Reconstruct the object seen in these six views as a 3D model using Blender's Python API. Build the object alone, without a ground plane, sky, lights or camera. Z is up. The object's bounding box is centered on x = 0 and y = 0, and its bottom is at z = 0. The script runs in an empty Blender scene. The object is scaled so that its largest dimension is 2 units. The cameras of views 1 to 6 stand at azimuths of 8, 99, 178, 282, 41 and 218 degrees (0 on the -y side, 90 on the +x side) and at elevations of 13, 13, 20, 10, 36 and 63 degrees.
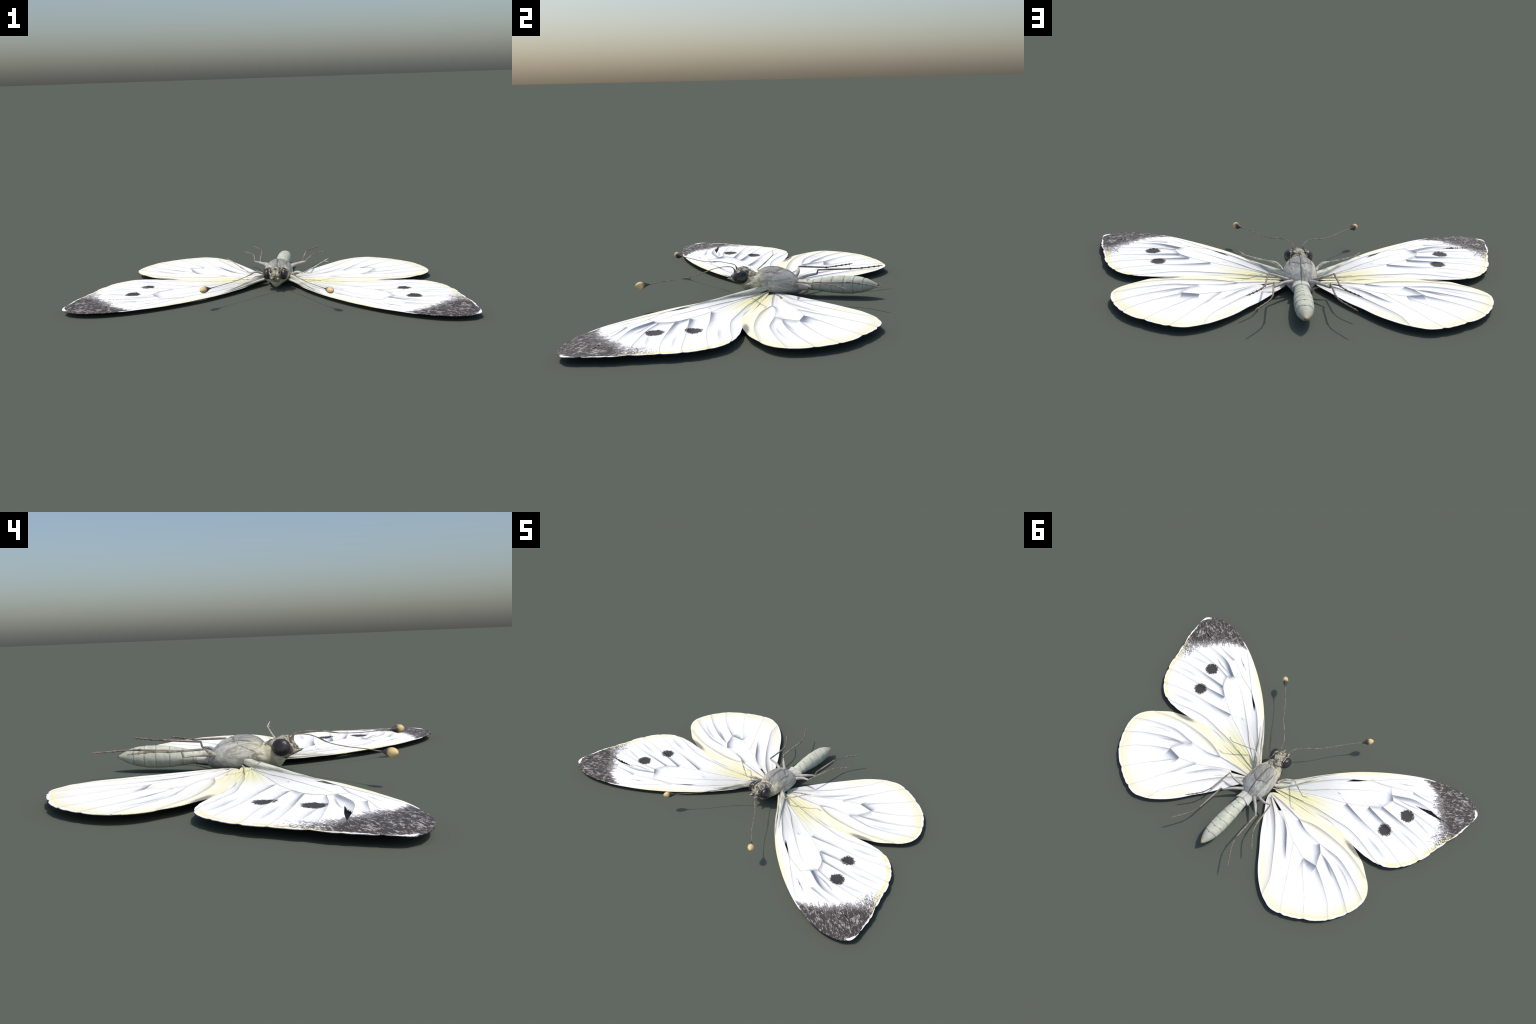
import bpy, math
import numpy as np
from mathutils import Vector

rng = np.random.default_rng(7)
CX = 0.007                      # the body's own mid-plane

# ----------------------------------------------------------------------------
# small helpers: curves, meshes
# ----------------------------------------------------------------------------
def spline(pts, n, smooth=True):
    """Catmull-Rom through control points, n samples evenly spaced by length."""
    p = np.asarray(pts, float)
    if smooth and len(p) > 2:
        q = np.vstack([2 * p[0] - p[1], p, 2 * p[-1] - p[-2]])
        out = []
        for i in range(1, len(q) - 2):
            a, b, c, d = q[i - 1], q[i], q[i + 1], q[i + 2]
            t = np.linspace(0, 1, 24, endpoint=False)[:, None]
            out.append(0.5 * (2 * b + (c - a) * t + (2 * a - 5 * b + 4 * c - d) * t ** 2
                              + (3 * b - a - 3 * c + d) * t ** 3))
        p = np.vstack(out + [p[-1:]])
    s = np.r_[0, np.cumsum(np.linalg.norm(np.diff(p, axis=0), axis=1))]
    u = np.linspace(0, s[-1], n)
    return np.stack([np.interp(u, s, p[:, k]) for k in range(p.shape[1])], 1)


def interp(keys, x):
    k = np.asarray(keys, float)
    # smooth key interpolation (monotone cosine-free cubic via dense spline)
    d = spline(k, 400)
    o = np.argsort(d[:, 0])
    return np.interp(x, d[o, 0], d[o, 1])


def make_object(name, verts, faces, mat, parent=None, smooth=True):
    me = bpy.data.meshes.new(name)
    me.from_pydata([tuple(v) for v in verts], [], [tuple(int(i) for i in f) for f in faces])
    me.update()
    ob = bpy.data.objects.new(name, me)
    bpy.context.scene.collection.objects.link(ob)
    me.materials.append(mat)
    if smooth:
        me.polygons.foreach_set("use_smooth", [True] * len(me.polygons))
    if parent is not None:
        ob.parent = parent
    return ob


def tube(path, radii, seg=10, squash=1.0, cap=True):
    """Round tube along a path; returns verts, faces."""
    p = np.asarray(path, float)
    n = len(p)
    r = np.broadcast_to(np.asarray(radii, float), (n,))
    t = np.gradient(p, axis=0)
    t /= np.linalg.norm(t, axis=1)[:, None] + 1e-12
    ref = np.array([0, 0, 1.0])
    V = []
    for i in range(n):
        a = np.cross(t[i], ref)
        if np.linalg.norm(a) < 0.05:
            a = np.cross(t[i], [0, 1.0, 0])
        a /= np.linalg.norm(a)
        b = np.cross(a, t[i])
        for k in range(seg):
            w = 2 * math.pi * k / seg
            V.append(p[i] + r[i] * (math.cos(w) * a + squash * math.sin(w) * b))
    F = []
    for i in range(n - 1):
        for k in range(seg):
            k2 = (k + 1) % seg
            F.append((i * seg + k, i * seg + k2, (i + 1) * seg + k2, (i + 1) * seg + k))
    if cap:
        F.append(tuple(range(seg))[::-1])
        F.append(tuple((n - 1) * seg + k for k in range(seg)))
    return V, F


def merge(parts):
    V, F = [], []
    for v, f in parts:
        o = len(V)
        V += list(v)
        F += [tuple(i + o for i in q) for q in f]
    return V, F


# cheap repeatable value noise for geometry
_perm = rng.random((64, 64, 64))
def noise3(P, scale):
    q = np.asarray(P) * scale
    i = np.floor(q).astype(int)
    f = q - i
    f = f * f * (3 - 2 * f)
    out = 0
    for a in (0, 1):
        for b in (0, 1):
            for c in (0, 1):
                w = (f[:, 0] if a else 1 - f[:, 0]) * (f[:, 1] if b else 1 - f[:, 1]) * (f[:, 2] if c else 1 - f[:, 2])
                out = out + w * _perm[(i[:, 0] + a) % 64, (i[:, 1] + b) % 64, (i[:, 2] + c) % 64]
    return out * 2 - 1


# ----------------------------------------------------------------------------
# node expressions: sockets with arithmetic
# ----------------------------------------------------------------------------
class X:
    tree = None

    def __init__(s, sock):
        s.k = sock

    @staticmethod
    def op(name, *a):
        n = X.tree.nodes.new("ShaderNodeMath")
        n.operation = name
        for i, v in enumerate(a):
            if isinstance(v, X):
                X.tree.links.new(v.k, n.inputs[i])
            else:
                n.inputs[i].default_value = float(v)
        return X(n.outputs[0])

    def __add__(s, o): return X.op("ADD", s, o)
    __radd__ = __add__
    def __sub__(s, o): return X.op("SUBTRACT", s, o)
    def __rsub__(s, o): return X.op("SUBTRACT", o, s)
    def __mul__(s, o): return X.op("MULTIPLY", s, o)
    __rmul__ = __mul__
    def __truediv__(s, o): return X.op("DIVIDE", s, o)
    def __pow__(s, o): return X.op("POWER", s, o)


def absx(a): return X.op("ABSOLUTE", a)
def sqrt(a): return X.op("SQRT", a)
def maxx(a, b): return X.op("MAXIMUM", a, b)
def minx(a, b): return X.op("MINIMUM", a, b)


def ramp(v, lo, hi):
    """0 at lo, 1 at hi, smooth between (lo may exceed hi)."""
    n = X.tree.nodes.new("ShaderNodeMapRange")
    n.interpolation_type = "SMOOTHSTEP"
    flip = lo > hi
    a, b = (hi, lo) if flip else (lo, hi)
    X.tree.links.new(v.k, n.inputs["Value"])
    n.inputs["From Min"].default_value = a
    n.inputs["From Max"].default_value = b
    n.inputs["To Min"].default_value = 1.0 if flip else 0.0
    n.inputs["To Max"].default_value = 0.0 if flip else 1.0
    return X(n.outputs["Result"])


def vec(x, y, z=0.0):
    n = X.tree.nodes.new("ShaderNodeCombineXYZ")
    for i, v in enumerate((x, y, z)):
        if isinstance(v, X):
            X.tree.links.new(v.k, n.inputs[i])
        else:
            n.inputs[i].default_value = v
    return X(n.outputs[0])


def noise(v, scale, detail=3.0, rough=0.6, dist=0.0):
    n = X.tree.nodes.new("ShaderNodeTexNoise")
    X.tree.links.new(v.k, n.inputs["Vector"])
    n.inputs["Scale"].default_value = scale
    n.inputs["Detail"].default_value = detail
    n.inputs["Roughness"].default_value = rough
    n.inputs["Distortion"].default_value = dist
    return X(n.outputs[0])


def voronoi(v, scale, feature="F1"):
    n = X.tree.nodes.new("ShaderNodeTexVoronoi")
    n.feature = feature
    X.tree.links.new(v.k, n.inputs["Vector"])
    n.inputs["Scale"].default_value = scale
    return X(n.outputs["Distance"])


def curve(v, pts):
    n = X.tree.nodes.new("ShaderNodeFloatCurve")
    X.tree.links.new(v.k, n.inputs["Value"])
    c = n.mapping.curves[0]
    while len(c.points) < len(pts):
        c.points.new(0.5, 0.5)
    for p, (a, b) in zip(c.points, sorted(pts)):
        p.location = (a, b)
    n.mapping.update()
    return X(n.outputs[0])


def mix(f, a, b):
    n = X.tree.nodes.new("ShaderNodeMix")
    n.data_type = "RGBA"
    n.clamp_factor = True
    if isinstance(f, X):
        X.tree.links.new(f.k, n.inputs["Factor"])
    else:
        n.inputs["Factor"].default_value = f
    for s, v in ((6, a), (7, b)):
        if isinstance(v, X):
            X.tree.links.new(v.k, n.inputs[s])
        else:
            n.inputs[s].default_value = (*v, 1)
    return X(n.outputs[2])


def coords():
    n = X.tree.nodes.new("ShaderNodeTexCoord")
    s = X.tree.nodes.new("ShaderNodeSeparateXYZ")
    X.tree.links.new(n.outputs["Object"], s.inputs[0])
    return X(n.outputs["Object"]), X(s.outputs[0]), X(s.outputs[1]), X(s.outputs[2])


def material(name, build, rough=0.6, spec=0.3, coat=0.0):
    m = bpy.data.materials.new(name)
    m.use_nodes = True
    t = m.node_tree
    X.tree = t
    b = t.nodes["Principled BSDF"]
    b.inputs["Roughness"].default_value = rough
    b.inputs["Specular IOR Level"].default_value = spec
    b.inputs["Coat Weight"].default_value = coat
    r = build()
    bump = None
    if isinstance(r, tuple) and len(r) == 3 and isinstance(r[0], X):
        r, bump, dist = r
    if isinstance(r, X):
        t.links.new(r.k, b.inputs["Base Color"])
    else:
        b.inputs["Base Color"].default_value = (*r, 1)
    if bump is not None:
        n = t.nodes.new("ShaderNodeBump")
        n.inputs["Distance"].default_value = dist
        n.inputs["Strength"].default_value = 0.7
        t.links.new(bump.k, n.inputs["Height"])
        t.links.new(n.outputs[0], b.inputs["Normal"])
    return m


# ----------------------------------------------------------------------------
# WINGS: outline curves, veins and folds, described for the +x side
# ----------------------------------------------------------------------------
FORE_LEAD = [(.070, .045), (.098, .000), (.161, -.104), (.240, -.203), (.337, -.305), (.432, -.386), (.520, -.450),
             (.627, -.515), (.714, -.554), (.802, -.581), (.885, -.588), (.955, -.572), (.988, -.546)]
FORE_TRAIL = [(.070, .045), (.080, .070), (.137, .067), (.228, .057), (.388, .044), (.485, .038), (.572, .043), (.626, .048),
              (.684, .051), (.748, .045), (.797, .030), (.842, -.004), (.881, -.053), (.911, -.113), (.931, -.170),
              (.944, -.232), (.955, -.270), (.968, -.322), (.985, -.370), (.991, -.428), (1.000, -.490), (.998, -.527), (.988, -.546)]
HIND_LEAD = [(.066, .098), (.090, .078), (.150, .058), (.250, .043), (.400, .020), (.530, .030), (.600, .048), (.661, .074),
             (.697, .091), (.741, .126), (.787, .165), (.816, .208), (.828, .252)]
HIND_TRAIL = [(.066, .098), (.074, .136), (.121, .213), (.183, .311), (.240, .386), (.285, .448), (.328, .497), (.375, .538),
              (.422, .568), (.487, .588), (.547, .577), (.601, .554), (.657, .521), (.704, .489), (.750, .445), (.777, .401),
              (.802, .357), (.820, .305), (.828, .252)]

# veins: (points, ridge height at start and end, fold half-width,
#         side that falls away (1 left, -1 right, 0 both), tilt of that flank at the start, reach of the tilt, its width)
FORE_VEINS = [
    ([(.110, .026), (.150, -.030), (.195, -.095), (.258, -.166), (.330, -.237), (.433, -.314), (.527, -.405), (.640, -.506)], .008, .003, .014, 1, .9, .7, .007),
    ([(.433, -.314), (.540, -.354), (.665, -.420), (.760, -.455), (.880, -.545)], .005, .002, .018, -1, 1.5, .35, .016),
    ([(.128, .017), (.233, -.065), (.284, -.115), (.441, -.246), (.517, -.297)], .003, .001, .010, 1, 1.3, .6, .004),
    ([(.122, .026), (.238, -.034), (.336, -.083), (.420, -.122), (.526, -.185)], .003, .007, .014, -1, .25, 2., .012),
    ([(.526, -.185), (.580, -.232), (.606, -.296)], .008, .009, .016, 0, .8, .9, .016),
    ([(.606, -.296), (.580, -.321), (.548, -.354)], .008, .004, .014, 0, 1.0, .6, .018),
    ([(.548, -.354), (.490, -.336), (.433, -.314)], .003, .003, .014, 1, .3, 1., .01),
    ([(.420, -.122), (.556, -.096), (.663, -.082), (.758, -.060), (.858, -.030)], .007, .002, .014, 1, 1.5, .28, .013),
    ([(.526, -.185), (.650, -.163), (.765, -.143), (.869, -.127), (.908, -.113)], .008, .002, .014, 1, 1.9, .30, .012),
    ([(.578, -.232), (.680, -.227), (.763, -.222), (.858, -.212), (.934, -.190)], .008, .002, .014, 1, 1.9, .34, .010),
    ([(.606, -.296), (.690, -.312), (.800, -.315), (.887, -.312), (.962, -.298)], .006, .003, .014, 1, .7, .4, .006),
    ([(.578, -.322), (.684, -.377), (.790, -.386), (.889, -.386), (.986, -.378)], .007, .003, .016, 1, 2.6, .30, .015),
    ([(.655, -.412), (.760, -.425), (.880, -.445), (.994, -.470)], .003, .002, .014, 1, .9, .3, .010),
    ([(.084, .055), (.223, .027), (.305, .007), (.436, -.007), (.526, -.014), (.621, .002), (.727, .032), (.775, .036)], .003, .003, .012, 1, .6, .9, .006),
]
HIND_VEINS = [
    ([(.082, .096), (.170, .099), (.287, .115)], .003, .004, .012, 1, .8, 3., .007),
    ([(.287, .115), (.356, .143), (.460, .155)], .004, .005, .014, 1, 1.5, .45, .009),
    ([(.460, .155), (.491, .188), (.508, .226), (.524, .264)], .005, .010, .020, 0, .9, 3., .020),
    ([(.080, .106), (.184, .141), (.279, .196), (.350, .238)], .005, .007, .014, -1, .3, 3., .008),
    ([(.350, .238), (.446, .274)], .008, .010, .018, -1, 1.1, .45, .016),
    ([(.446, .274), (.524, .264)], .010, .010, .020, 0, 1.4, 3., .024),
    ([(.287, .115), (.369, .089), (.458, .082), (.556, .087), (.628, .099), (.705, .122), (.760, .145)], .004, .003, .013, 1, .55, .9, .012),
    ([(.460, .155), (.582, .153), (.674, .181), (.749, .214), (.817, .250)], .005, .004, .014, 1, .75, .7, .011),
    ([(.491, .188), (.561, .207), (.629, .238), (.711, .285), (.801, .352)], .005, .003, .014, 1, 1.0, .7, .010),
    ([(.524, .264), (.601, .310), (.693, .379), (.750, .443)], .007, .003, .014, 1, .7, .3, .012),
    ([(.446, .274), (.503, .345), (.580, .427), (.652, .521)], .007, .003, .014, -1, .9, .4, .010),
    ([(.350, .238), (.410, .343), (.461, .432), (.500, .505), (.545, .576)], .007, .003, .016, -1, 1.2, .35, .014),
    ([(.085, .112), (.176, .187), (.256, .279), (.325, .377), (.385, .470), (.410, .555)], .005, .005, .014, 1, 1.0, .6, .010),
]
# short sharp creases between the veins: (points, side, tilt, width)
FORE_CREASES = [([(.547, -.398), (.600, -.428), (.655, -.463)], 1, 1.6, .004), ([(.339, -.145), (.368, -.148)], 1, 1.4, .003),
                ([(.328, -.146), (.300, -.128), (.266, -.100)], 1, 1.2, .0025), ([(.310, .030), (.400, .016), (.470, .018)], 1, .9, .004),
                ([(.611, -.320), (.690, -.338), (.758, -.361)], 1, 1.2, .005), ([(.705, -.300), (.790, -.285), (.900, -.262)], 1, .45, .010),
                ([(.700, -.190), (.800, -.180), (.900, -.160)], 1, .45, .010), ([(.600, -.050), (.700, -.030), (.790, -.002)], 1, .45, .012)]
HIND_CREASES = [([(.341, .266), (.265, .193), (.206, .150)], 1, 1.0, .008), ([(.429, .389), (.404, .345), (.378, .295)], 1, 1.5, .004),
                ([(.244, .241), (.197, .195), (.181, .183)], 1, 1.4, .004), ([(.366, .423), (.285, .315), (.191, .201)], 1, .7, .005),
                ([(.200, .150), (.276, .208), (.328, .271), (.387, .347)], 1, 1.6, .012), ([(.443, .277), (.503, .347)], -1, 2.0, .003),
                ([(.500, .190), (.561, .215), (.640, .262)], 1, .9, .008), ([(.560, .170), (.660, .200), (.760, .262)], 1, .5, .010)]
# a cut hole, then shallow dents painted black to pass for openings (corner points, for both sides or one side only)
FORE_HOLE = [(.336, -.224), (.362, -.262), (.433, -.315), (.388, -.268)]
FORE_BLACK_DENTS = {1: [[(.848, -.434), (.885, -.444), (.925, -.446), (.885, -.437)]],
             -1: [[(.713, -.356), (.794, -.385), (.884, -.379), (.798, -.364)]]}
HIND_BLACK_DENTS = {k: [[(.085, .108), (.108, .110), (.184, .140), (.172, .150)]] for k in (1, -1)}


def near(P, line):
    """distance to a polyline, signed side, fraction along it, unit direction away from it"""
    best = np.full(len(P), 9.0)
    side = np.zeros(len(P))
    frac = np.zeros(len(P))
    away = np.zeros((len(P), 2))
    n = len(line) - 1
    for i in range(n):
        a, b = line[i], line[i + 1]
        ab = b - a
        t = np.clip(((P - a) @ ab) / (ab @ ab), 0, 1)
        d = P - (a + t[:, None] * ab)
        r = np.hypot(d[:, 0], d[:, 1])
        m = r < best
        best[m] = r[m]
        side[m] = np.sign(ab[0] * d[m, 1] - ab[1] * d[m, 0])
        frac[m] = (i + t[m]) / n
        away[m] = d[m] / (r[m, None] + 1e-9)
    return best, side, frac, away


def inside(P, poly):
    q = np.asarray(poly, float)
    r = np.zeros(len(P), bool)
    for a, b in zip(q, np.roll(q, -1, axis=0)):
        c = ((a[1] > P[:, 1]) != (b[1] > P[:, 1]))
        xs = (b[0] - a[0]) * (P[:, 1] - a[1]) / (b[1] - a[1] + 1e-12) + a[0]
        r ^= c & (P[:, 0] < xs)
    return r


class Wing:
    def __init__(s, lead, trail, veins, creases, gaps, fore):
        s.fore = fore
        s.lead, s.trail = spline(lead, 260), spline(trail, 260)
        s.veins = [(spline(p, 28), *rest) for p, *rest in veins]
        s.creases = [(spline(p, 14), *rest) for p, *rest in creases]
        s.gaps = gaps
        s.root = np.array(lead[0])
        s.outline = np.vstack([s.lead, s.trail[::-1]])
        s.cache = None

    def height(s, P):
        e = near(P, s.outline[::4])[0]
        el = near(P, s.lead[::6])[0]
        rise = 1 - np.exp(-(e / .05) ** 2)
        z = (.0255 + .0046 * rise) if s.fore else (.0255 + .0022 * rise)
        rr = np.hypot(P[:, 0] - s.root[0], P[:, 1] - s.root[1])
        if s.fore:
            z = z - .0032 * np.exp(-(el / .03) ** 2) * np.clip((rr - .1) / .2, 0, 1) - .0025 * np.exp(-(rr / .32) ** 2)     # front edge rolls down
            z = z + .004 * np.clip(P[:, 0] - .5, 0, .3) / .3
            z = z + .005 * np.exp(-(rr / .08) ** 2)
        else:
            z = z + .0045 * np.clip((rr - .2) / .3, 0, 1) - .0025 * np.exp(-(el / .08) ** 2) * np.clip((.62 - rr) / .1, 0, 1) - .001
        edge = 1 - np.exp(-(e / .018) ** 2) * .6
        top = np.zeros(len(P))
        for line, a0, a1, w, side, *_ in s.veins:
            d, sd, f, _a = near(P, line)
            wide = np.where((sd == side) | (side == 0), w, 2.6 * w)
            g = (a0 + (a1 - a0) * f) * np.exp(-d / wide)
            top = np.maximum(top, g)
        z = z + (top - .002) * edge
        ang = np.arctan2(P[:, 1] - s.root[1], P[:, 0] - s.root[0] + .02)
        k = 34 if s.fore else 26
        z += .0016 * np.abs(np.sin(ang * k + 1.3 * np.sin(ang * 5))) * np.exp(-((rr - .12) / .16) ** 2)
        z += .0006 * noise3(np.c_[P, 0 * rr], 18)
        return z

    def tilt(s, P):
        """extra slope of the smooth-shaded fold flanks"""
        g = np.zeros((len(P), 2))
        for line, a0, a1, w, side, t0, reach, wn in s.veins:
            d, sd, f, away = near(P, line)
            on = ((sd == side) | (side == 0)) * (f < .995) * (f > .005)
            g -= away * (t0 * np.exp(-(f / reach) ** 2) * np.exp(-(d / wn) ** 1.3) * on)[:, None]
        for line, side, t0, wn in s.creases:
            d, sd, f, away = near(P, line)
            on = (sd == side) * (f > .005) * (f < .995)
            g -= away * (t0 * np.exp(-(d / wn) ** 1.3) * on * np.sin(math.pi * f) ** 1.4)[:, None]
        return g

    def grid(s, nt=400, ns=190):
        tt = np.linspace(0, 1, nt) ** 0.9
        u = np.linspace(0, 1, 260)
        L = np.stack([np.interp(tt, u, s.lead[:, k]) for k in (0, 1)], 1)
        M = np.stack([np.interp(tt, u, s.trail[:, k]) for k in (0, 1)], 1)
        # scalloped, slightly ragged outer margin: out between veins, in at their ends
        ends = np.array([v[0][-1] for v in s.veins])
        mid = s.outline.mean(0)
        for C, amp in ((M, 1.0), (L, .25)):
            dv = np.min(np.hypot(C[:, None, 0] - ends[None, :, 0], C[:, None, 1] - ends[None, :, 1]), axis=1)
            far = np.clip((np.hypot(C[:, 0] - s.root[0], C[:, 1] - s.root[1]) - .55) / .1, 0, 1)
            n = noise3(np.c_[C, 0 * dv], 60)
            out = C - mid
            out /= np.linalg.norm(out, axis=1)[:, None]
            C += out * (amp * far * (-.0045 * np.exp(-(dv / .010) ** 2) + .0012 * n))[:, None]
        ss = np.linspace(0, 1, ns)
        ss = .5 - .5 * np.cos(math.pi * ss) * (.6 + .4 * np.abs(np.cos(math.pi * ss)))
        G = L[:, None, :] * (1 - ss)[None, :, None] + M[:, None, :] * ss[None, :, None]
        G = G.reshape(-1, 2)
        if s.fore:                                   # let mesh edges follow the rim of the cut hole
            ring = np.array(FORE_HOLE + FORE_HOLE[:1])
            d, sd, f, away = near(G, ring)
            m = d < .0026
            G[m] -= away[m] * d[m, None] * .98
        return G, nt, ns

    def mesh(s, sign):
        """closed thin sheet: upper skin, under skin, rim; with the vertex normals of the smooth folds"""
        if s.cache is None:
            P, nt, ns = s.grid()
            z = s.height(P)
            h = .0008
            gx = (s.height(P + [h, 0]) - z) / h
            gy = (s.height(P + [0, h]) - z) / h
            s.cache = P, nt, ns, z, np.stack([gx, gy], 1) + 1.75 * s.tilt(P)
        P, nt, ns, z, g = s.cache
        z = z.copy()
        for q in s.gaps[sign]:
            z[inside(P, q)] -= .009
        n = len(P)
        V = np.vstack([np.c_[P[:, 0] * sign, P[:, 1], z], np.c_[P[:, 0] * sign, P[:, 1], z - .0028]])
        N = np.c_[-g[:, 0] * sign, -g[:, 1], np.ones(n)]
        N /= np.linalg.norm(N, axis=1)[:, None]
        N = np.vstack([N, -N])
        i, j = np.meshgrid(np.arange(nt - 1), np.arange(ns - 1), indexing="ij")
        a = (i * ns + j).ravel()
        Q = np.stack([a, a + 1, a + ns + 1, a + ns], 1)
        b = (np.arange(1, nt - 2)) * ns
        rim = np.vstack([np.stack([b, b + ns, b + ns + n, b + n], 1), np.stack([b + ns - 1, b + ns - 1 + n, b + 2 * ns - 1 + n, b + 2 * ns - 1], 1)])
        ar = np.abs((P[Q[:, 2], 0] - P[Q[:, 0], 0]) * (P[Q[:, 3], 1] - P[Q[:, 1], 1]) - (P[Q[:, 2], 1] - P[Q[:, 0], 1]) * (P[Q[:, 3], 0] - P[Q[:, 1], 0]))
        ok = ar > 1e-9
        if s.fore:
            ok &= ~inside(P[Q].mean(1), FORE_HOLE)
        Q = Q[ok]
        up = np.cross(V[Q[:, 1]] - V[Q[:, 0]], V[Q[:, 2]] - V[Q[:, 0]])[:, 2].sum()
        F = np.vstack([Q, (Q + n)[:, ::-1], rim])
        if up < 0:
            F = F[:, ::-1]
        return V, F, N

    def margin_curve(s, c, n=44):
        """radius of the outline around c, as (angle 0..1, radius) for a node curve"""
        d = s.outline - np.asarray(c)
        a = (np.arctan2(d[:, 1], d[:, 0]) / (2 * math.pi) + .5)
        r = np.hypot(d[:, 0], d[:, 1])
        o = np.argsort(a)
        g = np.linspace(0, 1, n)
        return list(zip(g, np.interp(g, a[o], r[o], period=1.0)))


FORE = Wing(FORE_LEAD, FORE_TRAIL, FORE_VEINS, FORE_CREASES, FORE_BLACK_DENTS, True)
HIND = Wing(HIND_LEAD, HIND_TRAIL, HIND_VEINS, HIND_CREASES, HIND_BLACK_DENTS, False)

WHITE = (.92, .92, .915)


def margin_distance(x, y, wing, c):
    dx, dy = x - c[0], y - c[1]
    ang = X.op("ARCTAN2", dy, dx) / (2 * math.pi) + .5
    return curve(ang, wing.margin_curve(c)) - sqrt(dx * dx + dy * dy)


def in_black_dents(sx, y, wing):
    """1 inside the dents painted black: signed distance to each edge of the (convex) dent"""
    m = None
    for sign, polys in wing.gaps.items():
        for q in polys:
            q = [(px * sign, py) for px, py in q]
            cx, cy = sum(p[0] for p in q) / 4, sum(p[1] for p in q) / 4
            k = None
            for (ax, ay), (bx, by) in zip(q, q[1:] + q[:1]):
                L = math.hypot(bx - ax, by - ay)
                nx, ny = -(by - ay) / L, (bx - ax) / L
                if (cx - ax) * nx + (cy - ay) * ny < 0:
                    nx, ny = -nx, -ny
                e = sx * nx + y * ny - (ax * nx + ay * ny)
                k = e if k is None else minx(k, e)
            m = k if m is None else maxx(m, k)
    return ramp(m, -.0008, .0004)


def wing_base(p, x, y, root, k):
    """white scales with faint streaks running out from the root"""
    dx, dy = x - root[0], y - root[1]
    r = sqrt(dx * dx + dy * dy)
    a = X.op("ARCTAN2", dy, dx)
    streak = noise(vec(a * 22.0, r * 2.2, k), 1.6, 4, .65)
    c = mix(ramp(streak, .52, .80), WHITE, (.83, .835, .835))
    return c, r, a, streak


def fore_colour():
    p, sx, y, z = coords()
    x = absx(sx)
    c, r, a, streak = wing_base(p, x, y, (.07, .05), 0.0)
    fine = noise(p, 160, 3, .7)
    # scattered dark scales near the base
    dust = ramp(noise(p, 300, 2, .5), .64, .70) * ramp(r, .46, .16)
    c = mix(dust * .5, c, (.45, .45, .41))
    # greyish root and front cell
    c = mix(ramp(r + (streak - .5) * .22, .30, .05) * .62, c, (.54, .555, .51))
    fc = ramp(y + (x - .12) * .46 - .026, .006, -.02) * ramp(r + (streak - .5) * .3, .46, .22)
    c = mix(fc * .72, c, (.63, .64, .61))
    # yellow flush between the cubital vein and the hind edge
    below = y + (x - .12) * .46 - .026
    flush = ramp(below, -.010, .014) * ramp(r + (streak - .5) * .22, .44, .14)
    c = mix(flush * .85, c, (.80, .77, .40))
    # cream front edge
    d = margin_distance(x, y, FORE, (.55, -.26))
    lead = ramp(d + (streak - .5) * .02, .034, .012) * ramp(y + x * .78, .0, -.02) * ramp(x, .66, .46)
    c = mix(lead * .8, c, (.86, .81, .52))
    # outer margin: yellow band inside a pale fringe
    wob = (noise(p, 26, 2, .5) - .5) * .012
    band = ramp(d + wob, .029, .020) * ramp(x, .72, .80) * ramp(y, -.44, -.36)
    c = mix(band * ramp(d + wob, .003, .010) * ramp(noise(p, 40, 3, .6), .25, .6), c, (.93, .82, .44))
    # dark wing tip with ragged inner edge and pale flecks running outward
    u, v = x * .80 - y * .60, x * .60 + y * .80
    edge = curve((y + .6) * 2.0, [(0, .54), (.08, .59), (.15, .640), (.19, .705), (.25, .752), (.33, .792), (.42, .832), (.49, .870), (.56, .890), (.64, .890), (.76, .90), (1.0, .92)])
    rag = (noise(vec(u * 6, v * 40), 2.0, 5, .75) - .5) * .24 + (noise(p, 110, 4, .8) - .5) * .15 + (noise(p, 18, 2, .5) - .5) * .06
    tip = ramp(x - edge + rag, -.002, .004) * ramp(y + rag * .7, -.185, -.225)
    fleck = noise(vec(u * 15, v * 40), 2.2, 5, .75, 1.2) + (noise(p, 26, 3, .6) - .5) * .22
    flecked = ramp(fleck, .52, .60)
    thin = maxx(ramp(y + (fleck - .5) * .45 + (fine - .5) * .2, -.32, -.26), ramp(x - edge + (fleck - .5) * .30, .06, .0) * .4)
    tipcol = mix(flecked * .85, (.062, .055, .053), (.50, .465, .44))
    rim = maxx(ramp(d + (noise(p, 70, 2, .6) - .5) * .014, .005, .010), ramp(y, -.545, -.553))
    c = mix(tip * (1.0 - thin * ramp(fine, .38, .56)) * rim, c, tipcol)
    # two round dark spots with frayed outlines
    fray = (noise(vec(u * 10, v * 10, .3), 11, 5, .85) - .5) * .062
    for cx, cy, rad in ((.713, -.276, .0362), (.671, -.133, .0352)):
        ex, ey = x - cx, y - cy
        q = sqrt(ex * ex + ey * ey) + fray
        c = mix(ramp(q, rad + .0015, rad - .0015), c, mix(fine * .5, (.048, .046, .046), (.085, .078, .076)))
    c = mix(in_black_dents(sx, y, FORE), c, (.004, .004, .005))  # black painted into the closed slit dents, no opening behind it
    return c, fine, .0008


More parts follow.
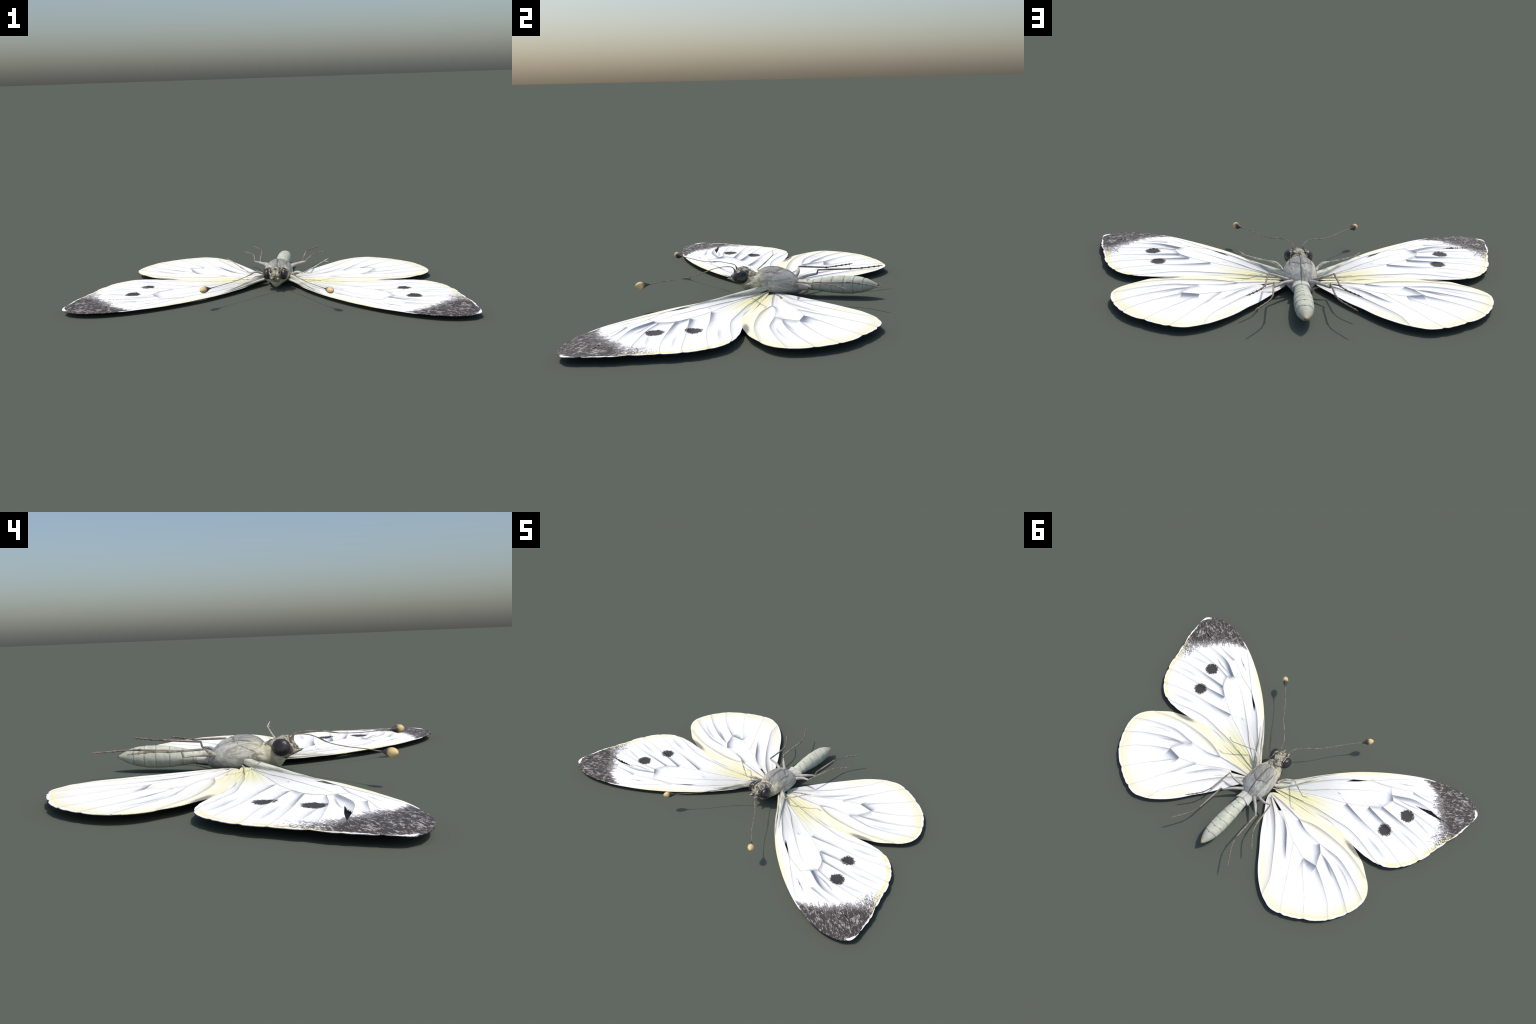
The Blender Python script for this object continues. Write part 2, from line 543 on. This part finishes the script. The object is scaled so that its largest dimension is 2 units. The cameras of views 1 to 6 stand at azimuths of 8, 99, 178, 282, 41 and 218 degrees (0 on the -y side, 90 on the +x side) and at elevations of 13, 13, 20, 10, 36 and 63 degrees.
def hind_colour():
    p, sx, y, z = coords()
    x = absx(sx)
    c, r, a, streak = wing_base(p, x, y, (.07, .095), 4.0)
    fine = noise(p, 160, 3, .7)
    dust = ramp(noise(p, 300, 2, .5), .65, .70) * ramp(r, .42, .15)
    c = mix(dust * .45, c, (.47, .46, .40))
    c = mix(ramp(r + (streak - .5) * .2, .25, .04) * .55, c, (.57, .565, .50))
    front = ramp(y - x * .09 - .07, .026, -.006)
    flush = front * ramp(r + (streak - .5) * .25, .60, .14)
    c = mix(flush * .8, c, (.85, .79, .47))
    d = margin_distance(x, y, HIND, (.45, .29))
    soft = ramp(d + (streak - .5) * .06 + (noise(p, 9, 3, .6) - .5) * .06, .090, .014)
    c = mix(soft * ramp(r, .26, .42) * .75, c, (.88, .84, .56))
    lineb = ramp(d, .024, .018) * ramp(d, .010, .014) * ramp(x, .45, .55) * ramp(y, .18, .24)
    c = mix(lineb * .6, c, (.91, .81, .42))
    fr = ramp(d, .014, .008) * ramp(y, .19, .25)
    c = mix(fr * .85, c, (.86, .86, .86))
    # smoky streak on the front edge
    ex, ey = (x - .612) / .078, (y - x * .21 + .066) / .018
    smoke = ramp(sqrt(ex * ex + ey * ey) + (noise(vec(x * 36, y * 110), 5, 5, .85) - .5) * 3.2, .92, .60)
    c = mix(smoke * .85, c, (.17, .155, .15))
    c = mix(in_black_dents(sx, y, HIND), c, (.006, .006, .007))  # root dent is closed too; black colour makes it look open
    return c, fine, .0008


def vein_colour():
    p, x, y, z = coords()
    return mix(ramp(noise(p, 30, 3, .6), .4, .65), (.50, .48, .38), (.70, .67, .55))


M_FORE = material("forewing_scales", fore_colour, .65, .2)
M_HIND = material("hindwing_scales", hind_colour, .65, .2)
M_VEIN = material("vein_cuticle", vein_colour, .6, .2)


def fur(base, dark, light, kx=60, ky=14, amount=.5):
    """short lying hairs: noise stretched backwards along the body"""
    p, x, y, z = coords()
    h = noise(vec((x + y * .35) * kx, y * ky, z * kx * .8), 1.0, 5, .7, .5)
    c = mix(ramp(h, .38, .66), dark, light)
    c = mix(amount, c, base)
    return c, h, p, x - CX, y, z


def thorax_colour():
    c, h, p, x, y, z = fur((.47, .468, .42), (.27, .268, .24), (.62, .612, .55), 70, 9, .25)
    ax = absx(x)
    # slate saddle over the front half, bounded by a V
    saddle = ramp(ax + (h - .5) * .03, .058, .044) * ramp(y + ax * .55 + (h - .5) * .05, .170, .110) * ramp(z, .055, .085)
    c = mix(saddle * .75, c, mix(ramp(h, .38, .66), (.175, .176, .168), (.345, .345, .325)))
    vline = ramp(absx(y + ax * .55 - .128 + (h - .5) * .03), .006, .001) * ramp(ax, .050, .035)
    rim = ramp(absx(ax - .048 + (h - .5) * .012), .004, .001) * ramp(y, .03, .05) * ramp(y, .135, .10)
    c = mix(maxx(vline, rim) * ramp(z, .05, .09) * .75, c, (.10, .10, .10))
    # cream shoulders in front
    front = ramp(y + (h - .5) * .05, .060, .012) * ramp(ax, .018, .045)
    c = mix(front * .7, c, mix(ramp(h, .38, .66), (.42, .39, .26), (.74, .70, .52)))
    mid = ramp(ax + (h - .5) * .005, .0036, .0012) * ramp(z, .03, .05)
    c = mix(mid * .85, c, (.085, .085, .09))
    return c, h, .0035


def collar_colour():
    c, h, p, x, y, z = fur((.62, .61, .55), (.50, .49, .45), (.72, .71, .64), amount=.5)
    mid = ramp(absx(x), .0022, .0008)
    return mix(mid * .7, c, (.16, .15, .14)), h, .002


def neck_colour():
    c, h, p, x, y, z = fur((.66, .625, .46), (.38, .36, .26), (.76, .73, .57), 70, 12, .4)
    band = ramp(absx(y + .045 - z * .35 + (h - .5) * .03), .016, .006)
    c = mix(band * .55 * ramp(h, .35, .6), c, (.20, .19, .15))
    return c, h, .003


def head_colour():
    p, x, y, z = coords()
    h = noise(vec(x * 110, y * 70, z * 90), 1.0, 5, .7, .4)
    blotch = noise(p, 44, 4, .65, .6)
    c = mix(ramp(h, .36, .64), (.26, .235, .165), (.64, .605, .47))
    c = mix(ramp(blotch, .46, .57) * .9, c, (.085, .08, .085))
    return c, h, .004


def abdomen_colour():
    p, x, y, z = coords()
    h = noise(p, 30, 4, .6)
    g = noise(vec(x * 40, y * 18, z * 40), 2.0, 3, .6)
    c = mix(ramp(h, .35, .68), (.48, .50, .40), (.60, .615, .505))
    c = mix(ramp(g, .52, .72) * .5, c, (.44, .49, .51))
    c = mix(ramp(noise(p, 14, 3, .6), .50, .70) * .6, c, (.66, .67, .55))
    ax = absx(x - CX)
    dot = None
    for q in SEAMS:
        s = absx(y - q - .010 * (1.0 - ax / .04) + (g - .5) * .005)
        c = mix(ramp(s, .0022, .0006) * .55, c, (.22, .22, .18))
        dx, dy = ax, y - q - .010
        dd = ramp(sqrt(dx * dx + dy * dy), .0042, .0016)
        dot = dd if dot is None else maxx(dot, dd)
    c = mix(dot * ramp(z, .05, .06) * .8, c, (.13, .13, .11))
    c = mix(ramp(y + (g - .5) * .03, .520, .556) * .7, c, (.55, .50, .32))
    c = mix(ramp(y, .557, .564) * .8, c, (.16, .10, .09))
    return c, h, .003


def eye_colour():
    p, x, y, z = coords()
    n = noise(p, 60, 4, .6)
    return mix(ramp(n, .45, .75), (.022, .020, .022), (.055, .048, .048)), voronoi(p, 260), .0006


def leg_colour(a, b):
    def f():
        p, x, y, z = coords()
        n = noise(p, 45, 4, .65)
        return mix(ramp(n, .35, .65), a, b), n, .002
    return f


def club_colour():
    p, x, y, z = coords()
    t = (absx(x) - .270) * .62 + (-.425 - y) * .78
    n = noise(p, 90, 3, .6)
    c = mix(ramp(t + (n - .5) * .018, .036, .054), (.065, .052, .046), (.72, .53, .25))
    return mix(ramp(n, .6, .75) * .25, c, (.85, .74, .52))


SEAMS = [.262, .301, .351, .404, .449, .492]
M_THORAX = material("thorax_fur", thorax_colour, .75, .15)
M_COLLAR = material("collar_fur", collar_colour, .75, .15)
M_NECK = material("neck_fur", neck_colour, .75, .15)
M_HEAD = material("head_fur", head_colour, .75, .15)
M_ABD = material("abdomen_scales", abdomen_colour, .6, .25)
M_EYE = material("eye_facets", eye_colour, .32, .5)
M_FEMUR = material("femur_cuticle", leg_colour((.34, .32, .285), (.55, .525, .47)), .6, .3)
M_TIBIA = material("tibia_cuticle", leg_colour((.15, .125, .10), (.33, .285, .235)), .6, .3)
M_TARSUS = material("tarsus_cuticle", leg_colour((.11, .09, .07), (.27, .225, .18)), .6, .3)
M_FLEG = material("foreleg_cuticle", leg_colour((.32, .30, .24), (.66, .64, .56)), .6, .3)
M_STALK = material("antenna_stalk", leg_colour((.12, .10, .075), (.34, .29, .21)), .55, .3)
M_CLUB = material("antenna_club", club_colour, .5, .35)
def root_colour():
    p, x, y, z = coords()
    x = absx(x)
    n = noise(vec((x * .82 + y * .57) * 95, (x * .57 - y * .82) * 9, z * 95), 1.0, 4, .65)
    c = mix(ramp(n, .36, .64), (.40, .41, .36), (.74, .73, .63))
    return mix(ramp(n, .62, .72) * .5, c, (.80, .77, .58)), n, .002


M_ROOT = material("wing_root_cuticle", root_colour, .6, .2)

# ----------------------------------------------------------------------------
# the thing
# ----------------------------------------------------------------------------
top = bpy.data.objects.new("butterfly", None)
bpy.context.scene.collection.objects.link(top)
top["label"] = "white butterfly with dark wing tips, spread flat, legs raised"
top["category"] = "butterfly"


def in_dark_tip(x, y):
    return x > np.interp(y, [-.60, -.515, -.475, -.435, -.39, -.355, -.30, -.26], [.56, .64, .752, .797, .842, .878, .92, .94]) - .01 and y < -.25


def build_wing(wing, name, mat, sign):
    V, F, N = wing.mesh(sign)
    used = np.unique(F)
    remap = np.full(len(V), -1)
    remap[used] = np.arange(len(used))
    ob = make_object(name, V[used], remap[F], mat, top)
    ob.data.normals_split_custom_set_from_vertices([tuple(n) for n in N[used]])
    parts = []
    for k, (line, *_) in enumerate(wing.veins):
        L = line.copy()
        if wing.fore:
            keep = [i for i in range(len(L)) if not in_dark_tip(*L[i])]
            L = L[:len(keep)]
        zz = wing.height(L)
        r0 = .0018 if np.hypot(*(L[0] - wing.root)) < .1 else .0010
        rad = np.linspace(r0, .0007, len(L))
        parts.append(tube(np.c_[L[:, 0] * sign, L[:, 1], zz - .0001], rad, 6))
    v, f = merge(parts)
    make_object("wing_veins", v, f, M_VEIN, ob)
    return ob


for sg in (1, -1):
    fw = build_wing(FORE, "forewing", M_FORE, sg)
    # stout folded trunk of the front edge
    pts = spline([(.058, .060, .044), (.080, .042, .045), (.105, .012, .042), (.150, -.052, .036), (.205, -.128, .029), (.262, -.195, .020)], 40)
    rad = np.interp(np.linspace(0, 1, 40), [0, .1, .25, .6, 1], [.010, .0145, .0145, .009, .002])
    a = tube(pts * [sg, 1, 1], rad, 14)
    pts = spline([(.066, .030, .036), (.100, -.012, .034), (.150, -.078, .030), (.220, -.172, .024), (.300, -.262, .017)], 40)
    b = tube(pts * [sg, 1, 1], np.linspace(.007, .0015, 40), 12)
    pts = spline([(.060, .072, .030), (.095, .058, .031), (.16, .042, .032), (.24, .020, .031)], 24)
    c = tube(pts * [sg, 1, 1], np.linspace(.0035, .0010, 24), 10)
    v, f = merge([a, b, c])
    make_object("wing_root", v, f, M_ROOT, fw)
for sg in (1, -1):
    hw = build_wing(HIND, "hindwing", M_HIND, sg)


# ---- body: lofted rings -----------------------------------------------------
def loft(ys, zt, zb, hw, cx=CX, seg=64, vee=0.0, pw=2.0, waist=.5, bump=None):
    V, F = [], []
    n = len(ys)
    for y, t, b, w in zip(ys, zt, zb, hw):
        zc = b + (t - b) * waist
        for k in range(seg):
            a = 2 * math.pi * k / seg
            ca, sa = math.cos(a), math.sin(a)
            xx = math.copysign(abs(ca) ** (2 / pw), ca)
            zz = math.copysign(abs(sa) ** (2 / pw), sa)
            if sa < 0:
                xx *= 1 - vee * (sa * sa)
            V.append((cx + w * xx, y, zc + ((t - zc) if zz > 0 else (zc - b)) * zz))
    for i in range(n - 1):
        for k in range(seg):
            k2 = (k + 1) % seg
            F.append((i * seg + k, (i + 1) * seg + k, (i + 1) * seg + k2, i * seg + k2))
    F.append(tuple(range(seg)))
    F.append(tuple((n - 1) * seg + k for k in range(seg))[::-1])
    V = np.array(V)
    if bump is not None:
        c = np.array([cx, 0, 0])
        cen = np.repeat(np.stack([np.full(n, cx), ys, (zt + zb) / 2], 1), seg, axis=0)
        d = V - cen
        d /= np.linalg.norm(d, axis=1)[:, None] + 1e-9
        V = V + d * bump(V)[:, None]
    return V, F


def profile(keys_top, keys_bot, keys_w, y0, y1, n):
    # denser rings at both ends so the caps close round
    u = np.linspace(0, 1, n)
    ys = y0 + (y1 - y0) * (.5 - .5 * np.cos(math.pi * u))
    return ys, interp(keys_top, ys), interp(keys_bot, ys), interp(keys_w, ys)


# thorax
ys, zt, zb, hw = profile(
    [(-.004, .080), (.003, .100), (.013, .114), (.037, .129), (.070, .1345), (.112, .131), (.148, .118), (.177, .098), (.200, .074), (.216, .058)],
    [(-.004, .040), (.020, .022), (.050, .008), (.080, .000), (.110, .0005), (.150, .006), (.190, .011), (.208, .018), (.216, .030)],
    [(-.004, .040), (.003, .050), (.020, .062), (.050, .071), (.080, .0755), (.112, .0765), (.150, .070), (.180, .057), (.200, .044), (.216, .028)],
    -.004, .216, 70)
def thorax_bump(V):
    x, y = V[:, 0] - CX, V[:, 1]
    groove = -.0022 * np.exp(-(x / .0030) ** 2) * (V[:, 2] > .06)
    ax = np.abs(x)
    g2 = -.0014 * np.exp(-((y + ax * .55 - .128) / .006) ** 2) * (ax < .05) * (V[:, 2] > .06)
    h = .0007 * noise3(V * [1, .3, 1], 90) + .0010 * noise3(V, 40)
    return groove + g2 + h
v, f = loft(ys, zt, zb, hw, waist=.48, pw=2.0, seg=96, bump=thorax_bump)
make_object("thorax", v, f, M_THORAX, top)

# neck / throat in front of the thorax
ys, zt, zb, hw = profile(
    [(-.082, .070), (-.070, .092), (-.045, .106), (-.020, .106), (.000, .101), (.020, .112), (.045, .100)],
    [(-.082, .052), (-.072, .040), (-.057, .020), (-.044, .012), (-.022, .010), (.015, .013), (.045, .020)],
    [(-.082, .012), (-.070, .026), (-.050, .036), (-.028, .046), (-.008, .055), (.012, .062), (.045, .062)],
    -.082, .045, 44)
v, f = loft(ys, zt, zb, hw, waist=.55, vee=.38, seg=72, bump=lambda V: .0012 * noise3(V * [1, .5, 1], 80))
make_object("neck", v, f, M_NECK, top)

# head
ys, zt, zb, hw = profile(
    [(-.117, .086), (-.112, .097), (-.104, .108), (-.092, .118), (-.075, .127), (-.052, .126), (-.025, .113), (.004, .102)],
    [(-.117, .078), (-.110, .068), (-.100, .060), (-.085, .050), (-.060, .045), (.004, .060)],
    [(-.117, .008), (-.110, .020), (-.098, .029), (-.080, .034), (-.055, .036), (-.025, .034), (.004, .030)],
    -.117, .004, 60)
v, f = loft(ys, zt, zb, hw, seg=80, pw=2.4, bump=lambda V: .0042 * noise3(V, 55) + .002 * noise3(V, 120))
make_object("head", v, f, M_HEAD, top)


def ellipsoid(c, r, nu=40, nv=24, tilt=0.0):
    V, F = [], []
    for j in range(nv + 1):
        t = math.pi * j / nv
        for i in range(nu):
            a = 2 * math.pi * i / nu
            q = np.array([math.cos(t), math.sin(t) * math.cos(a), math.sin(t) * math.sin(a)]) * r
            x, y = q[0] * math.cos(tilt) - q[1] * math.sin(tilt), q[0] * math.sin(tilt) + q[1] * math.cos(tilt)
            V.append((c[0] + x, c[1] + y, c[2] + q[2]))
    for j in range(nv):
        for i in range(nu):
            i2 = (i + 1) % nu
            F.append((j * nu + i, j * nu + i2, (j + 1) * nu + i2, (j + 1) * nu + i))
    return V, F


for sg in (1, -1):
    v, f = ellipsoid((CX + sg * .042, -.066, .0915), (.0245, .0345, .0315), tilt=sg * .22)
    make_object("eye", v, f, M_EYE, top)
    # rim of pale scales round the eye
    ring = []
    for a in np.linspace(0, 2 * math.pi, 40):
        ring.append((CX + sg * (.0335 + .0075 * math.cos(a) * .6), -.066 + .0325 * math.cos(a), .0915 + .0295 * math.sin(a)))
    v, f = tube(ring, .0030, 8, cap=False)
    make_object("eye_rim", v, f, M_HEAD, top)
    # pointed palp
    pts = spline([(CX + sg * .013, -.098, .070), (CX + sg * .0155, -.115, .075), (CX + sg * .0165, -.137, .078)], 14)
    v, f = tube(pts, np.interp(np.linspace(0, 1, 14), [0, .3, 1], [.010, .0085, .0006]), 12)
    make_object("palp", v, f, M_HEAD, top)
    # antenna socket and stalk
    pts = spline([(CX + sg * .0235, -.094, .108), (CX + sg * .024, -.100, .125), (CX + sg * .027, -.112, .135), (CX + sg * .040, -.146, .138), (CX + sg * .066, -.178, .1365),
                  (CX * .8 + sg * .092, -.206, .131), (CX * .7 + sg * .136, -.252, .1185), (CX * .6 + sg * .182, -.315, .1125), (CX * .5 + sg * .228, -.376, .112), (CX * .5 + sg * .277, -.430, .110)], 90)
    u = np.linspace(0, 1, 90)
    rad = np.interp(u, [0, .02, .05, .25, .34, .38, .42, .48, .9, 1], [.007, .005, .0019, .0015, .0019, .0027, .0027, .0015, .0015, .0026])
    v, f = tube(pts, rad, 8)
    st = make_object("antenna", v, f, M_STALK, top)
    a, b = pts[-1], np.array([CX * .4 + sg * .3195, -.482, .111])
    t = np.linspace(0, 1, 26)
    rad = np.interp(t, [0, .12, .28, .45, .62, .78, .9, .97, 1], [.0028, .0045, .0095, .0148, .0165, .0150, .0105, .0055, .001])
    v, f = tube(a + (b - a) * t[:, None], rad, 20)
    make_object("antenna_club", v, f, M_CLUB, st)

# collar at the back of the thorax: a flared lip over the abdomen
ys = np.linspace(.172, .242, 40)
zt = interp([(.172, .084), (.195, .0755), (.215, .073), (.232, .0745), (.242, .0765)], ys)
zb = interp([(.172, .022), (.205, .026), (.242, .029)], ys)
hw = interp([(.172, .050), (.195, .042), (.215, .0395), (.232, .0415), (.242, .0445)], ys)
v, f = loft(ys, zt, zb, hw, seg=72, waist=.45, bump=lambda V: .0010 * noise3(V * [1, .4, 1], 90) - .0018 * np.exp(-((V[:, 0] - CX) / .003) ** 2))
k = np.clip((v[:, 1] - .20) / .042, 0, 1) ** 2
v[:, 1] += k * (.006 * np.clip(np.abs(v[:, 0] - CX) / .044, 0, 1) ** 2 - .008 * np.exp(-((v[:, 0] - CX) / .018) ** 2))
make_object("thorax_collar", v, f, M_COLLAR, top)

# abdomen with overlapping rings
ys, zt, zb, hw = profile(
    [(.200, .066), (.246, .0715), (.295, .083), (.320, .088), (.370, .095), (.420, .0970), (.470, .0945), (.510, .0865), (.532, .077), (.555, .0645), (.569, .058)],
    [(.200, .036), (.244, .031), (.292, .025), (.331, .0195), (.373, .0155), (.430, .014), (.477, .0185), (.516, .0275), (.548, .0415), (.569, .0535)],
    [(.200, .028), (.255, .032), (.300, .0355), (.350, .0395), (.420, .0410), (.470, .0385), (.510, .0315), (.545, .0175), (.569, .0015)],
    .200, .569, 200)
def rings(V):
    y = V[:, 1] - .010 * (1 - np.abs(V[:, 0] - CX) / .04)
    o = np.zeros(len(V))
    for q in SEAMS:
        d = y - q
        o += -.0016 * np.exp(-(d / .0018) ** 2) + .0012 * np.exp(-np.clip(-d, 0, 1) / .010) * (d <= 0) - .0006 * np.exp(-d / .012) * (d > 0)
    return o + .0005 * noise3(V, 60)
v, f = loft(ys, zt, zb, hw, seg=72, bump=rings)
make_object("abdomen", v, f, M_ABD, top)


# ---- hair: short tapering bristles lying over head and thorax -----------------
def bristles(src, count, length, radius, sweep, keep, lift):
    ob = bpy.data.objects[src]
    me = ob.data
    co = np.array([v.co for v in me.vertices])
    no = np.array([v.normal for v in me.vertices])
    ok = np.where(keep(co, no))[0]
    r = np.random.default_rng(11)
    V, F = [], []
    for i in r.choice(ok, count):
        p, n = co[i] + r.normal(0, .0012, 3), no[i]
        d = np.array(sweep(p)) + r.normal(0, .22, 3)
        d = d - n * (d @ n)
        d /= np.linalg.norm(d) + 1e-9
        L = length * r.uniform(.5, 1.3)
        a = np.cross(n, d)
        o = len(V)
        base = p - n * .0008
        mid = base + d * L * .5 + n * L * lift
        end = base + d * L + n * L * lift * .8
        for c, w in ((base, radius), (mid, radius * .7)):
            V += [c + a * w, c - a * w, c + n * w]
        V.append(end)
        F += [(o, o + 1, o + 4, o + 3), (o + 1, o + 2, o + 5, o + 4), (o + 2, o, o + 3, o + 5), (o + 3, o + 4, o + 6), (o + 4, o + 5, o + 6), (o + 5, o + 3, o + 6)]
    return V, F


v, f = bristles("head", 700, .006, .0006, lambda p: ((p[0] - CX) * 6, -.5, .3), lambda c, n: c[:, 2] > .075, .30)
h = make_object("head_hair", v, f, M_HEAD, top)
h["kind"] = "stuff"

# ---- legs -------------------------------------------------------------------
def jointed(path, r, beads):
    """tarsus: thin rod with swollen joints"""
    p = spline(path, 70)
    u = np.linspace(0, 1, 70)
    rad = np.interp(u, [0, .85, 1], [r, r * .8, r * .45])
    for b in beads:
        rad = rad + r * .75 * np.exp(-((u - b) / .022) ** 2)
    return tube(p, rad, 8)


def leg(hip, thigh, fem, knee, ankle, mid, tip, sg):
    P = lambda q: np.array([CX + sg * q[0], q[1], q[2]])
    pts = spline([P(hip), P(thigh), P(fem)], 30)
    v, f = tube(pts, np.interp(np.linspace(0, 1, 30), [0, .15, .5, .85, 1], [.0075, .0085, .0075, .0048, .0036]), 12)
    ob = make_object("leg", v, f, M_FEMUR, top)
    pts = np.vstack([spline([P(fem), P(knee)], 8), spline([P(knee), P(ankle)], 30)[1:]])
    v, f = tube(pts, np.interp(np.linspace(0, 1, len(pts)), [0, .2, .3, .6, .95, 1], [.0042, .0038, .0042, .0042, .0038, .0052]), 10)
    make_object("shin", v, f, M_TIBIA, ob)
    v, f = jointed([P(ankle), P(mid), P(tip)], .0031, (.0, .33, .55, .72, .87))
    make_object("foot", v, f, M_TARSUS, ob)
    for s2 in (-1, 1):                              # spurs at the shin's end
        a = P(ankle)
        v, f = tube([a, a + np.array([.004 * s2, .010, -.003])], [.0012, .0003], 6)
        make_object("spur", v, f, M_TARSUS, ob)


for sg in (1, -1):
    leg((.034, .186, .066), (.078, .226, .073), (.1205, .271, .0715), (.122, .2765, .0925), (.1292, .430, .099), (.146, .486, .100), (.2025, .580, .100), sg)
    leg((.050, .172, .064), (.098, .185, .086), (.1425, .181, .0995), (.1445, .1835, .102), (.160, .314, .096), (.182, .367, .0995), (.2365, .434, .099), sg)
    # front legs, held up and out
    P = lambda q: np.array([CX + sg * q[0], q[1], q[2]])
    pts = spline([P((.076, .042, .062)), P((.088, .022, .072)), P((.110, .002, .083)), P((.143, -.021, .083))], 30)
    v, f = tube(pts, np.interp(np.linspace(0, 1, 30), [0, .2, .5, .8, 1], [.0055, .0065, .0070, .0045, .0022]), 10)
    ob = make_object("leg", v, f, M_FLEG, top)
    pts = spline([P((.143, -.021, .083)), P((.195, .010, .106)), P((.2490, .041, .133))], 40)
    v, f = tube(pts, np.interp(np.linspace(0, 1, 40), [0, .15, .45, .8, 1], [.0020, .0032, .0036, .0024, .0022]), 8)
    make_object("shin", v, f, M_FLEG, ob)
    v, f = tube(spline([P((.249, .041, .133)), P((.262, .038, .141)), P((.275, .035, .150))], 10), np.linspace(.0022, .0016, 10), 8)
    make_object("foot", v, f, M_FLEG, ob)
    v, f = tube([P((.249, .041, .133)), P((.277, .036, .130))], [.0018, .0008], 6)
    make_object("spur", v, f, M_FLEG, ob)
